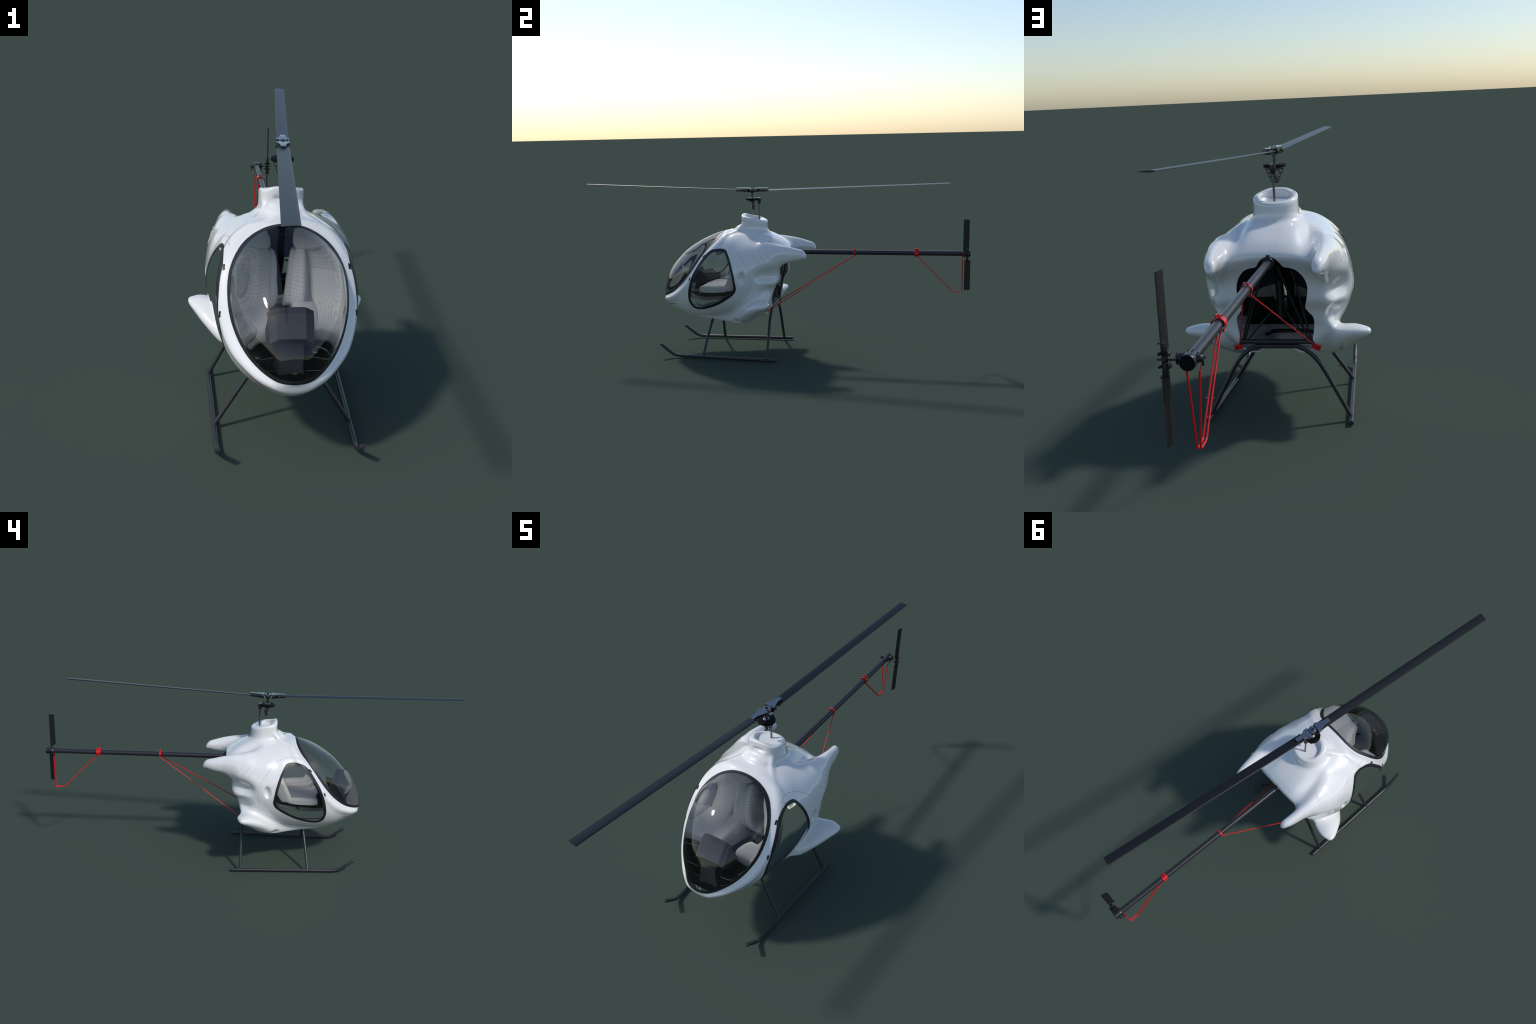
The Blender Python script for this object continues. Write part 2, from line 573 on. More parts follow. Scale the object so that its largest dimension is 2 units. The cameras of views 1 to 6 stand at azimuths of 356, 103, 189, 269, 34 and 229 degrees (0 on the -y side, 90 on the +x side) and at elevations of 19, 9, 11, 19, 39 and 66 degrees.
# door window and door panel outlines seen from the side
DOOR_WINDOW = closed_smooth([(-0.226, 0.549), (-0.199, 0.5515), (-0.175, 0.549), (-0.161, 0.537), (-0.140, 0.494), (-0.123, 0.436), (-0.114, 0.382), (-0.113, 0.358), (-0.124, 0.335),
                             (-0.154, 0.309), (-0.208, 0.275), (-0.252, 0.255), (-0.296, 0.2415), (-0.332, 0.2385), (-0.357, 0.250), (-0.369, 0.275), (-0.3715, 0.308), (-0.365, 0.349),
                             (-0.350, 0.396), (-0.333, 0.434), (-0.306, 0.478), (-0.275, 0.520), (-0.247, 0.542)])
# rear bay opening seen from behind (x, z)
REAR_HALF = [(0.0, 0.534), (0.018, 0.528), (0.031, 0.514), (0.041, 0.500), (0.060, 0.496), (0.080, 0.486), (0.099, 0.460), (0.107, 0.428), (0.102, 0.392), (0.096, 0.368), (0.104, 0.352),
             (0.116, 0.336), (0.119, 0.315), (0.116, 0.285), (0.112, 0.255), (0.112, 0.150), (0.0, 0.145)]
REAR = closed_smooth(REAR_HALF + [(-a, b) for a, b in REAR_HALF[1:-1][::-1]], 4)


def windshield_mask(y, z):
    return polyline_distance(np.asarray(y), np.asarray(z), WINDSHIELD, False)


FIELD_HALF = build_field()
FIELD = np.concatenate([FIELD_HALF[1:][::-1], FIELD_HALF], 0)
GX = np.concatenate([-GXH[1:][::-1], GXH])
ORIGIN = np.array([GX[0], GY[0], GZ[0]])
GRAD = np.stack(np.gradient(FIELD, H), -1)


def sample(grid, P):
    q = (P - ORIGIN) / H
    q = np.clip(q, 0, np.array(FIELD.shape) - 1.001)
    i = q.astype(int)
    t = q - i
    out = 0
    for a in (0, 1):
        for b in (0, 1):
            for c in (0, 1):
                w = (t[:, 0] if a else 1 - t[:, 0]) * (t[:, 1] if b else 1 - t[:, 1]) * (t[:, 2] if c else 1 - t[:, 2])
                g = grid[i[:, 0] + a, i[:, 1] + b, i[:, 2] + c]
                out = out + (w[:, None] * g if g.ndim > 1 else w * g)
    return out


def snap(P, n=4):
    """drop points on to the fuselage skin; returns points and unit normals"""
    P = np.atleast_2d(np.array(P, float))
    for _ in range(n):
        d, g = sample(FIELD, P), sample(GRAD, P)
        P = P - g * (d / np.maximum((g * g).sum(1), 1e-4))[:, None] * 0.9
    g = sample(GRAD, P)
    return P, g / np.linalg.norm(g, axis=1)[:, None]


def surface_nets(F):
    s = F < 0
    cells = np.zeros(tuple(n - 1 for n in F.shape), np.int8)
    corner = [(a, b, c) for a in (0, 1) for b in (0, 1) for c in (0, 1)]
    sh = cells.shape
    for a, b, c in corner:
        cells += s[a : a + sh[0], b : b + sh[1], c : c + sh[2]]
    act = np.argwhere((cells > 0) & (cells < 8))
    idx = -np.ones(sh, int)
    idx[tuple(act.T)] = np.arange(len(act))
    acc, cnt = np.zeros((len(act), 3)), np.zeros(len(act))
    for i, p in enumerate(corner):
        for q in corner[i + 1 :]:
            if sum(abs(np.subtract(p, q))) != 1:
                continue
            fa = F[tuple((act + p).T)]
            fb = F[tuple((act + q).T)]
            m = (fa < 0) != (fb < 0)
            t = np.where(m, fa / np.where(m, fa - fb, 1), 0)[:, None]
            acc += np.where(m[:, None], np.array(p) + t * (np.array(q) - np.array(p)), 0)
            cnt += m
    V = (act + acc / cnt[:, None]) * H + ORIGIN
    faces = []
    for ax in range(3):
        o = [0, 0, 0]
        o[ax] = 1
        n0 = tuple(slice(0, n - k) for n, k in zip(F.shape, o))
        n1 = tuple(slice(k, None) for k in o)
        for flip in (False, True):
            e = np.argwhere((s[n0] & ~s[n1]) if not flip else (~s[n0] & s[n1]))
            b, c = (ax + 1) % 3, (ax + 2) % 3
            e = e[(e[:, b] > 0) & (e[:, c] > 0) & (e[:, b] < sh[b]) & (e[:, c] < sh[c])]
            db, dc = np.eye(3, dtype=int)[b], np.eye(3, dtype=int)[c]
            quad = [idx[tuple((e - db - dc).T)], idx[tuple((e - dc).T)], idx[tuple(e.T)], idx[tuple((e - db).T)]]
            if flip:
                quad = quad[::-1]
            faces.append(np.stack(quad, 1))
    return V, np.vstack(faces)


def cut(V, T, m, eps=0.0003):
    """split triangles along m = 0 (m per vertex); returns new V, T"""
    m = np.where(np.abs(m) < eps, 0, m)
    sg = np.sign(m)
    lo, hi = sg[T].min(1), sg[T].max(1)
    cross = (lo < 0) & (hi > 0)
    keep = list(map(tuple, T[~cross]))
    newv, cache = [], {}
    n0 = len(V)

    def mid(a, b):
        k = (min(a, b), max(a, b))
        if k not in cache:
            t = m[a] / (m[a] - m[b])
            cache[k] = n0 + len(newv)
            newv.append(V[a] + t * (V[b] - V[a]))
        return cache[k]

    for tri in T[cross]:
        s = sg[tri]
        if (s == 0).any():
            k = int(np.argmax(s == 0))
            a, b, c = tri[k], tri[(k + 1) % 3], tri[(k + 2) % 3]
            p = mid(b, c)
            keep += [(a, b, p), (a, p, c)]
        else:
            k = next(i for i in range(3) if s[i] != s[(i + 1) % 3] and s[i] != s[(i + 2) % 3])
            a, b, c = tri[k], tri[(k + 1) % 3], tri[(k + 2) % 3]
            p, q = mid(a, b), mid(a, c)
            keep += [(a, p, q), (p, b, c), (p, c, q)]
    return (np.vstack([V, np.array(newv)]) if newv else V), np.array(keep)


V, Q = surface_nets(FIELD)
V, _ = snap(V, 2)
T = np.vstack([Q[:, [0, 1, 2]], Q[:, [0, 2, 3]]])

FRAME_W, SEAL_D = 0.0110, 0.0122


def m_wind(P):
    return windshield_mask(P[:, 1], P[:, 2])


def m_door(P):
    return polyline_distance(P[:, 1], P[:, 2], DOOR_WINDOW, True)


def m_rear(P):
    return np.maximum(polyline_distance(P[:, 0], P[:, 2], REAR, True), np.where(P[:, 2] > 0.27, -0.01, 0.004) - P[:, 1])


DOOR_PANEL = closed_smooth([(-0.235, 0.563), (-0.190, 0.572), (-0.140, 0.560), (-0.090, 0.520), (-0.055, 0.465), (-0.040, 0.410), (-0.046, 0.355), (-0.075, 0.315), (-0.130, 0.275),
                            (-0.205, 0.243), (-0.280, 0.220), (-0.335, 0.216), (-0.372, 0.235), (-0.388, 0.275), (-0.388, 0.315), (-0.377, 0.360), (-0.357, 0.405), (-0.336, 0.448), (-0.308, 0.492), (-0.272, 0.536)])


def m_panel(P):
    return polyline_distance(P[:, 1], P[:, 2], DOOR_PANEL, True)


GAP = 0.0003
for fn, near in (
    (lambda P: m_wind(P), None),
    (lambda P: m_wind(P) + FRAME_W, None),
    (lambda P: np.where(np.abs(P[:, 0]) > 0.07, m_door(P), 1.0), None),
    (lambda P: np.where(np.abs(P[:, 0]) > 0.07, m_door(P) + SEAL_D, 1.0), None),
    (lambda P: np.where(np.abs(P[:, 0]) > 0.07, m_panel(P) - GAP, 1.0), None),
    (lambda P: np.where(np.abs(P[:, 0]) > 0.07, m_panel(P) + GAP, 1.0), None),
    (m_rear, None),
    (lambda P: P[:, 1] - 0.125, None),
    (lambda P: np.where(P[:, 2] < 0.40, np.abs(P[:, 0]) - 0.205, -1.0), None),
    (lambda P: np.where(np.abs(P[:, 0]) < 0.12, P[:, 2] - 0.652, -1.0), None),
):
    V, T = cut(V, T, fn(V))

_, NORM = snap(V, 1)
C = V[T].mean(1)
mw, md, mp_, mr = m_wind(C), m_door(C), m_panel(C), m_rear(C)
side = np.abs(C[:, 0]) > 0.07
front = C[:, 1] < -0.15
lab = np.full(len(C), "fuselage", dtype=object)
lab[(C[:, 1] > 0.125)] = "upper_fin"
lab[(np.abs(C[:, 0]) > 0.205) & (C[:, 2] < 0.33) & (C[:, 1] > -0.09)] = "lower_fin"
lab[(np.abs(C[:, 0]) < 0.12) & (C[:, 2] > 0.652)] = "mast_fairing"
lab[side & (mp_ < -GAP)] = "door"
lab[side & (np.abs(mp_) < GAP)] = np.where(C[:, 1] > -0.236, "gap", "door")[side & (np.abs(mp_) < GAP)]
lab[side & (md < 0)] = "door_window_seal"
lab[side & (md < -SEAL_D)] = "door_window"
lab[(mw < 0) & front & (C[:, 2] > 0.26)] = "windshield_seal"
lab[(mw < -FRAME_W) & front & (C[:, 2] > 0.26)] = "windshield"
lab[mr < 0] = "hole"


def submesh(sel):
    t = T[sel]
    u, inv = np.unique(t, return_inverse=True)
    return V[u], inv.reshape(-1, 3), NORM[u]


def shell(name, sel, mat, thick, lift=0.0, parent=ROOT):
    """outer skin plus inner skin and rims"""
    v, t, n = submesh(sel)
    if len(t) == 0:
        return None
    outer, inner = v + n * lift, v - n * thick
    k = len(v)
    e = np.vstack([t[:, [0, 1]], t[:, [1, 2]], t[:, [2, 0]]])
    key = np.sort(e, 1)
    _, first, count = np.unique(key, axis=0, return_index=True, return_counts=True)
    b = e[first[count == 1]]
    verts, faces = [outer, inner], [t, t[:, ::-1] + k]
    norms = [n, -n]
    p, q = b[:, 0], b[:, 1]
    d = v[q] - v[p]
    rn = np.cross(d, n[p])
    rn /= np.maximum(np.linalg.norm(rn, axis=1), 1e-9)[:, None]
    m = len(b)
    base = 2 * k
    verts += [outer[p], outer[q], inner[q], inner[p]]
    norms += [rn] * 4
    i = np.arange(m)
    a0, a1, a2, a3 = base + i, base + m + i, base + 2 * m + i, base + 3 * m + i
    faces += [np.stack([a0, a2, a1], 1), np.stack([a0, a3, a2], 1)]
    return add(name, np.vstack(verts), np.vstack(faces), mat, parent, normals=np.vstack(norms))


def pane(name, sel, mat, flip, parent=ROOT, sink=0.0):
    v, t, n = submesh(sel)
    v = v - n * sink
    if flip:
        return add(name, v, t[:, ::-1], mat, parent, normals=-n)
    return add(name, v, t, mat, parent, normals=n)


right = C[:, 0] > 0
shell("fuselage", lab == "fuselage", M_WHITE, 0.004)
shell("mast_fairing", lab == "mast_fairing", M_WHITE, 0.004)
shell("windshield_seal", lab == "windshield_seal", M_SEAL, 0.004, 0.0003)
pane("windshield", lab == "windshield", M_GLASS, False)
for s in (right, ~right):
    shell("upper_fin", (lab == "upper_fin") & s, M_WHITE, 0.001)
    shell("lower_fin", (lab == "lower_fin") & s, M_WHITE, 0.001)
    door = shell("door", (lab == "door") & s, M_WHITE, 0.004)
    shell("window_seal", (lab == "door_window_seal") & s, M_SEAL, 0.004, 0.0006, door)
    pane("door_window", (lab == "door_window") & s, M_DOORGLASS, True, door)

# ------------------------------------------------------------------ trim on the skin
for sx in (1, -1):
    for (y, z, x, ang) in ((-0.286, 0.516, 0.182, 52), (-0.357, 0.400, 0.193, 68)):
        p, n = snap([(sx * x, y, z)])
        p, n = p[0], n[0]
        u = np.array([0, math.cos(math.radians(ang)), math.sin(math.radians(ang))])
        u -= n * (u @ n)
        u /= np.linalg.norm(u)
        w = np.cross(n, u)
        R = np.stack([u, w, n], 1)
        q = Parts().box(p, (0.018, 0.0072, 0.002), R, 0.0004)
        q.box(p + u * 0.005 + n * 0.0008, (0.003, 0.006, 0.0016), R).box(p - u * 0.005 + n * 0.0008, (0.003, 0.006, 0.0016), R)
        q.add("door_hinge", M_BLACK)
    # red nose mark: a thin tapering sliver
    a, b = np.array([sx * 0.066, -0.512, 0.2465]), np.array([sx * 0.106, -0.460, 0.2545])
    line, n = snap([a + (b - a) * t for t in np.linspace(0, 1, 14)])
    w = 0.0031 * np.sin(np.linspace(0.12, 1, 14) * math.pi) ** 0.7 + 0.0002
    d = np.gradient(line, axis=0)
    side_v = np.cross(n, d)
    side_v /= np.linalg.norm(side_v, axis=1)[:, None]
    v = np.vstack([line + side_v * w[:, None] + n * 0.0001, line + n * 0.0007, line - side_v * w[:, None] + n * 0.0001])
    f = [(i + r * 14, i + 1 + r * 14, i + 1 + (r + 1) * 14, i + (r + 1) * 14) for r in (0, 1) for i in range(13)]
    add("nose_marking", v, f, M_MARK)
    # three raised louvre ribs on the fin root
    for (y0, z0, y1, z1) in ((-0.033, 0.537, 0.010, 0.484), (-0.001, 0.541, 0.038, 0.493), (0.030, 0.545, 0.066, 0.505)):
        line, n = snap([(sx * 0.22, y0 + (y1 - y0) * t, z0 + (z1 - z0) * t) for t in np.linspace(0, 1, 12)])
        r = np.full(12, 0.0024)
        r[0] = r[-1] = 0.0010
        add("louvre_rib", *tube(line - n * 0.0005, r, 10), M_WHITE)
    for (x, y, z) in ((0.211, -0.024, 0.358), (0.204, -0.046, 0.337)):
        p, n = snap([(sx * x, y, z)])
        add("screw_head", *lathe([(0.0026, -0.001), (0.0026, 0.0003), (0.002, 0.0006)], p[0], 14, n[0]), M_WHITE)

# ------------------------------------------------------------------ landing gear
def gear():
    for sx in (1, -1):
        path = [(sx * 0.2235, 0.078, 0.0078), (sx * 0.2205, 0.03, 0.0078), (sx * 0.207, -0.295, 0.0078), (sx * 0.2025, -0.420, 0.0078), (sx * 0.2015, -0.452, 0.0135), (sx * 0.200, -0.518, 0.064)]
        p = fillet_path([path[0], path[3], path[4], path[5]], 0.02)
        u0, u1 = p[0] - p[1], p[-1] - p[-2]
        u0, u1 = u0 / np.linalg.norm(u0), u1 / np.linalg.norm(u1)
        p = np.vstack([p[0] + u0 * 0.002, p, p[-1] + u1 * 0.003])
        r = np.full(len(p), 0.0078)
        r[0] = r[-1] = 0.0055
        add("skid", *tube(p, r, 18), M_TUBE)
    rear = [(-0.2205, 0.033, 0.011), (-0.151, 0.033, 0.144), (-0.122, 0.033, 0.192), (-0.093, 0.033, 0.220), (-0.066, 0.033, 0.2345), (-0.036, 0.033, 0.2355)]
    front = [(-0.207, -0.2955, 0.011), (-0.180, -0.2905, 0.052), (-0.1525, -0.2850, 0.094), (-0.125, -0.2790, 0.135), (-0.100, -0.2735, 0.170), (-0.070, -0.270, 0.190), (-0.036, -0.270, 0.194)]
    for pts in (rear, front):
        pts = pts + [(-a, b, c) for a, b, c in pts[::-1]]
        add("cross_tube", *tube(smooth_path(pts, 6), 0.0068, 16), M_TUBE)


gear()

# rear frame bar with the truss that carries the boom
p = Parts().put(*rounded_rod((-0.108, 0.034, 0.2505), (0.108, 0.034, 0.2505), 0.0072))
p.put(*rounded_rod((-0.116, 0.034, 0.2505), (-0.104, 0.034, 0.2505), 0.0088)).put(*rounded_rod((0.104, 0.034, 0.2505), (0.116, 0.034, 0.2505), 0.0088))
p.add("frame_bar", M_TUBE)
truss = [((0.100, 0.034, 0.252), (0.020, 0.098, 0.505)), ((0.107, 0.034, 0.252), (0.045, 0.020, 0.50)), ((0.095, 0.034, 0.250), (0.020, -0.03, 0.335))]
for a, b in truss:
    for sx in (1, -1):
        add("truss_tube", *tube([(sx * a[0], a[1], a[2]), (sx * b[0], b[1], b[2])], 0.0033, 10), M_BLACK)

# ------------------------------------------------------------------ cabin
for sx in (1, -1):
    p = Parts()
    p.box((sx * 0.088, -0.24, 0.302), (0.12, 0.17, 0.012), None, 0.003)
    p.box((sx * 0.088, -0.165, 0.315), (0.125, 0.07, 0.045), rot_axis("X", -20), 0.004)
    p.add("seat_frame", M_BLACK)

LEAN = 24
RB = rot_axis("X", -LEAN)
for sx in (1, -1):
    seat = empty("seat", ROOT)
    cx = sx * 0.088
    tilt = rot_axis("X", -4)
    add("seat_cushion", *pillow((cx, -0.268, 0.322), (0.046, 0.078, 0.018), tilt, 0.38), M_RIB, seat)
    for k in (1, -1):
        add("cushion_bolster", *pillow((cx + k * 0.050, -0.266, 0.3215), (0.022, 0.079, 0.0225), tilt @ rot_axis("Y", k * -10), 0.5), M_FABRIC_FLAT, seat)

    def onback(u, h, out):
        return np.array([cx, -0.196, 0.317]) + RB @ np.array([u, -out, h])

    add("backrest_panel", *pillow(onback(0, 0.072, 0.0), (0.050, 0.015, 0.076), RB, 0.36), M_FABRIC, seat)
    add("backrest_insert", *pillow(onback(0, 0.050, 0.0035), (0.036, 0.015, 0.046), RB, 0.34), M_RIB, seat)
    for k in (1, -1):
        # inner bolster splays towards the bottom
        w = rot_axis("Y", -6 * k) if k == -sx else np.eye(3)
        add("backrest_bolster", *pillow(onback(k * 0.050, 0.073, 0.012), (0.0165, 0.018, 0.077), RB @ w @ rot_axis("Z", k * 20), 0.5), M_FABRIC, seat)
        add("side_bolster", *pillow(onback(k * 0.0645, 0.071, -0.007), (0.0130, 0.030, 0.075), RB @ w @ rot_axis("Z", k * 8), 0.5), M_FABRIC, seat)
    add("headrest", *pillow(onback(sx * 0.002, 0.183, 0.008), (0.064, 0.020, 0.040), rot_axis("X", -LEAN + 6), 0.34), M_FABRIC, seat)
    add("seat_rail", *rounded_rod((cx - sx * 0.04, -0.352, 0.300), (cx + sx * 0.06, -0.345, 0.296), 0.0025), M_STEEL, seat)
    add("adjuster_lever", *box((sx * 0.045, -0.362, 0.298), (0.010, 0.045, 0.005), None, 0.002), M_STEEL, seat)

console = empty("instrument_console", ROOT)


def pod(profile, half):
    """profile of (y, z, width factor) skinned between two mirrored sides"""
    n = len(profile)
    v = [(-half * k, y, z) for y, z, k in profile] + [(half * k, y, z) for y, z, k in profile]
    f = [tuple(range(n)), tuple(range(2 * n - 1, n - 1, -1))] + [(i, n + i, n + (i + 1) % n, (i + 1) % n) for i in range(n)]
    return v, f


v, f = [], []
for y, w, z0, z1 in ((-0.490, 0.055, 0.264, 0.272), (-0.455, 0.080, 0.262, 0.276), (-0.400, 0.110, 0.260, 0.290), (-0.34, 0.128, 0.256, 0.294), (-0.15, 0.130, 0.252, 0.298)):
    v += [(-w, y, z0), (w, y, z0), (w, y, z1), (-w, y, z1)]
for i in range(4):
    f += [(4 * i + k, 4 * i + (k + 1) % 4, 4 * i + 4 + (k + 1) % 4, 4 * i + 4 + k) for k in range(4)]
f += [(3, 2, 1, 0), (16, 17, 18, 19)]
add("cabin_floor", v, f, M_DISC, smooth_angle=20)
add("console_pod", *pod([(-0.430, 0.336, 0.86), (-0.440, 0.360, 0.9), (-0.404, 0.406, 0.96), (-0.388, 0.412, 0.96), (-0.384, 0.398, 0.96), (-0.356, 0.346, 0.86), (-0.372, 0.330, 0.86), (-0.410, 0.328, 0.84)], 0.050), M_DASH, console, smooth_angle=15)
v, f = pod([(-0.445, 0.362, 0.62), (-0.405, 0.4110, 0.66), (-0.384, 0.4180, 0.66), (-0.381, 0.4140, 0.66), (-0.404, 0.4070, 0.66), (-0.443, 0.3585, 0.62)], 0.052)
add("glare_shield", v, f, M_DASHTOP, console, smooth_angle=15)
for sx in (1, -1):
    q = [(-0.445, 0.362), (-0.405, 0.4110), (-0.384, 0.4180)]
    inner, outer = (0.62, 0.66, 0.66), (0.95, 1.0, 1.0)
    v = [(sx * 0.052 * k, y, z) for (y, z), k in zip(q, inner)] + [(sx * 0.052 * k, y, z - 0.010) for (y, z), k in zip(q, outer)]
    v += [(a, b, c - 0.004) for a, b, c in v]
    f = [(0, 1, 4, 3), (1, 2, 5, 4), (6, 9, 10, 7), (7, 10, 11, 8), (0, 3, 9, 6), (2, 8, 11, 5), (3, 4, 10, 9), (4, 5, 11, 10), (0, 6, 7, 1), (1, 7, 8, 2)]
    add("glare_shield_wing", v, f, M_DASH, console, smooth_angle=15)  # side facet's shade put into the colour: darker plastic than the centre panel
add("console_pedestal", *prism([(-0.452, 0.340), (-0.420, 0.345), (-0.410, 0.280), (-0.462, 0.272)], -0.025, 0.025), M_DASH, console, smooth_angle=20)
dirp = np.array([0, 0.028, -0.052])
dirp /= np.linalg.norm(dirp)
npn = np.array([0, 0.880, 0.474])
for gx, gt in ((-0.030, 0.014), (0.0, 0.014), (0.030, 0.014), (-0.018, 0.038), (0.018, 0.038)):
    c = np.array([gx, -0.384, 0.398]) + dirp * gt
    add("gauge", *lathe([(0.0085, -0.001), (0.0085, 0.0015), (0.007, 0.0018), (0.0068, 0.0008)], c, 18, npn), M_BLACK, console)

# bulkhead behind the seats: arched lower edge, fitted to the inside of the hull
def bulkhead(y):
    xs, zs = np.linspace(-0.218, 0.218, 75), np.arange(0.370, 0.66, 0.002)
    cols = []
    for x in xs:
        inside = zs[sample(FIELD, np.stack([np.full_like(zs, x), np.full_like(zs, y), zs], 1)) < -0.006]
        if len(inside) and (lo := max(inside[0], 0.400 - 3.2 * x * x)) < inside[-1] - 0.004:
            cols.append((x, lo, inside[-1]))
    n, v, f = len(cols), [], []
    for dy in (-0.0015, 0.0015):
        v += [(x, y + dy, lo) for x, lo, hi in cols] + [(x, y + dy, hi) for x, lo, hi in cols]
    for i in range(n - 1):
        f += [(i, i + 1, n + i + 1, n + i), (2 * n + i, 3 * n + i, 3 * n + i + 1, 2 * n + i + 1), (i, 2 * n + i, 2 * n + i + 1, i + 1), (n + i, n + i + 1, 3 * n + i + 1, 3 * n + i)]
    f += [(0, n, 3 * n, 2 * n), (n - 1, 3 * n - 1, 4 * n - 1, 2 * n - 1)]
    return v, f


add("bulkhead", *bulkhead(-0.108), M_NAVY)
# pedals, control sticks, mast post and belts
p = Parts()
for sx in (1, -1):
    p.tube([(sx * 0.036, -0.445, 0.314), (sx * 0.080, -0.440, 0.312)], 0.0022, 8)
    p.tube([(sx * 0.052, -0.444, 0.313), (sx * 0.046, -0.432, 0.270)], 0.0022, 8)
    p.tube([(sx * 0.060, -0.443, 0.313), (sx * 0.072, -0.425, 0.272)], 0.0022, 8)
    p.box((sx * 0.081, -0.440, 0.313), (0.003, 0.006, 0.015))
    p.tube([(sx * 0.030, -0.452, 0.283), (sx * 0.062, -0.450, 0.283)], 0.002, 8)
p.add("pedal_set", M_DARKMETAL)
p = Parts().tube([(0.0, -0.060, 0.30), (0.0, -0.060, 0.62)], 0.013, 16)
p.put(*lathe([(0.014, 0), (0.026, 0.004), (0.026, 0.014), (0.012, 0.02)], (0, -0.060, 0.585), 24))
p.put(*lathe([(0.020, 0), (0.024, 0.01), (0.024, 0.05), (0.016, 0.06)], (0, -0.060, 0.50), 24))
p.box((0.028, -0.075, 0.590), (0.012, 0.02, 0.03), None, 0.002)
p.add("mast_housing", M_BLACK)
p = Parts().box((-0.004, -0.098, 0.49), (0.016, 0.002, 0.15), rot_axis("Y", -8)).box((0.022, -0.095, 0.53), (0.005, 0.002, 0.09), rot_axis("Y", -6))
p.add("seat_belt", M_BLACK)
p = Parts().put(*rounded_rod((-0.03, -0.085, 0.30), (-0.03, -0.085, 0.42), 0.012)).put(*rounded_rod((-0.070, -0.085, 0.305), (0.070, -0.085, 0.305), 0.016))
for i in range(5):
    p.put(*lathe([(0.010, 0), (0.021 - 0.001 * i, 0.001), (0.021 - 0.001 * i, 0.004), (0.010, 0.005)], (-0.018, 0.020, 0.488 - 0.0085 * i), 24))
p.put(*rounded_rod((-0.018, 0.020, 0.44), (-0.018, 0.020, 0.52), 0.011)).box((0.0, 0.015, 0.525), (0.07, 0.06, 0.022), None, 0.004)
p.box((-0.02, -0.075, 0.365), (0.050, 0.010, 0.007), None, 0.001)
p.add("engine_block", M_DISC)

# ------------------------------------------------------------------ tail boom
def bz(y):
    return 0.5144


add("tail_boom", *tube([(0, y, bz(y)) for y in (0.0, 0.128, 0.5, 0.965)], 0.0122, 24), M_BOOM)
p = Parts().put(*lathe([(0.0125, 0), (0.0185, 0.001), (0.0190, 0.003), (0.0190, 0.016), (0.0180, 0.018), (0.0125, 0.018)], (0, 0.113, bz(0.12)), 28, (0, 1, 0)))
p.box((0, 0.122, bz(0.12) + 0.0205), (0.010, 0.008, 0.008), None, 0.001)
p.add("boom_collar", M_BLACK)


def clamp(name, y, w, r, parent=ROOT):
    c = (0, y - w / 2, bz(y))
    e = 0.0006
    p = Parts().put(*lathe([(r - 0.0016, 0), (r - e, 0), (r, e), (r, w - e), (r - e, w), (r - 0.0016, w), (r - 0.0016, 0)], c, 32, (0, 1, 0), False))
    for sx in (1, -1):
        p.box((sx * 0.0045, y, bz(y) + r + 0.0012), (0.0028, w * 0.9, 0.006), None, 0.0006)
        p.box((sx * 0.0105, y, bz(y) - r * 0.8), (0.005, w * 0.7, 0.005), rot_axis("Y", sx * 40), 0.0006)
    o = p.add(name, M_RED)
    q = Parts().put(*rounded_rod((-0.0095, y, bz(y) + r + 0.0016), (0.0095, y, bz(y) + r + 0.0016), 0.0013, 8))
    q.add("clamp_bolt", M_STEEL if w < 0.015 else M_BLACK, o)


clamp("strut_clamp", 0.4425, 0.009, 0.0158)
clamp("guard_clamp", 0.743, 0.022, 0.0166)
for sx in (1, -1):
    add("tail_strut", *tube([(sx * 0.117, 0.036, 0.2395), (sx * 0.0105, 0.4395, bz(0.44) - 0.0150)], 0.0021, 10), M_RED)
    pad = np.array([sx * 0.121, 0.0355, 0.2345])
    v, f = box(pad, (0.028, 0.004, 0.018), rot_axis("Y", sx * 22), 0.0018)
    o = add("strut_foot", v, f, M_RED)
    add("foot_bolt", *lathe([(0.0025, 0), (0.0025, 0.003), (0.0012, 0.004)], pad + [sx * 0.004, 0.002, -0.001], 10, (0, 1, 0)), M_BLACK, o)
    # twin-tube tail guard
    path = [(sx * 0.0036, 0.748, bz(0.745) - 0.0150), (sx * 0.0036, 0.917, 0.3275), (sx * 0.0034, 0.960, 0.3275), (sx * 0.0125, 0.962, 0.487)]
    add("tail_guard", *tube(fillet_path(path, 0.008), 0.00225, 10), M_RED)
    add("guard_wire", *tube([(sx * 0.0125, 0.962, 0.486), (sx * 0.0165, 0.9615, 0.500), (sx * 0.0235, 0.961, 0.516)], 0.0009, 8), M_RED)
    p, q = np.array(path[0]), np.array(path[1])
    m = p + (q - p) * 0.63
    add("guard_pin", *rounded_rod(m, m + [sx * 0.006, 0, 0], 0.0009, 8), M_STEEL)

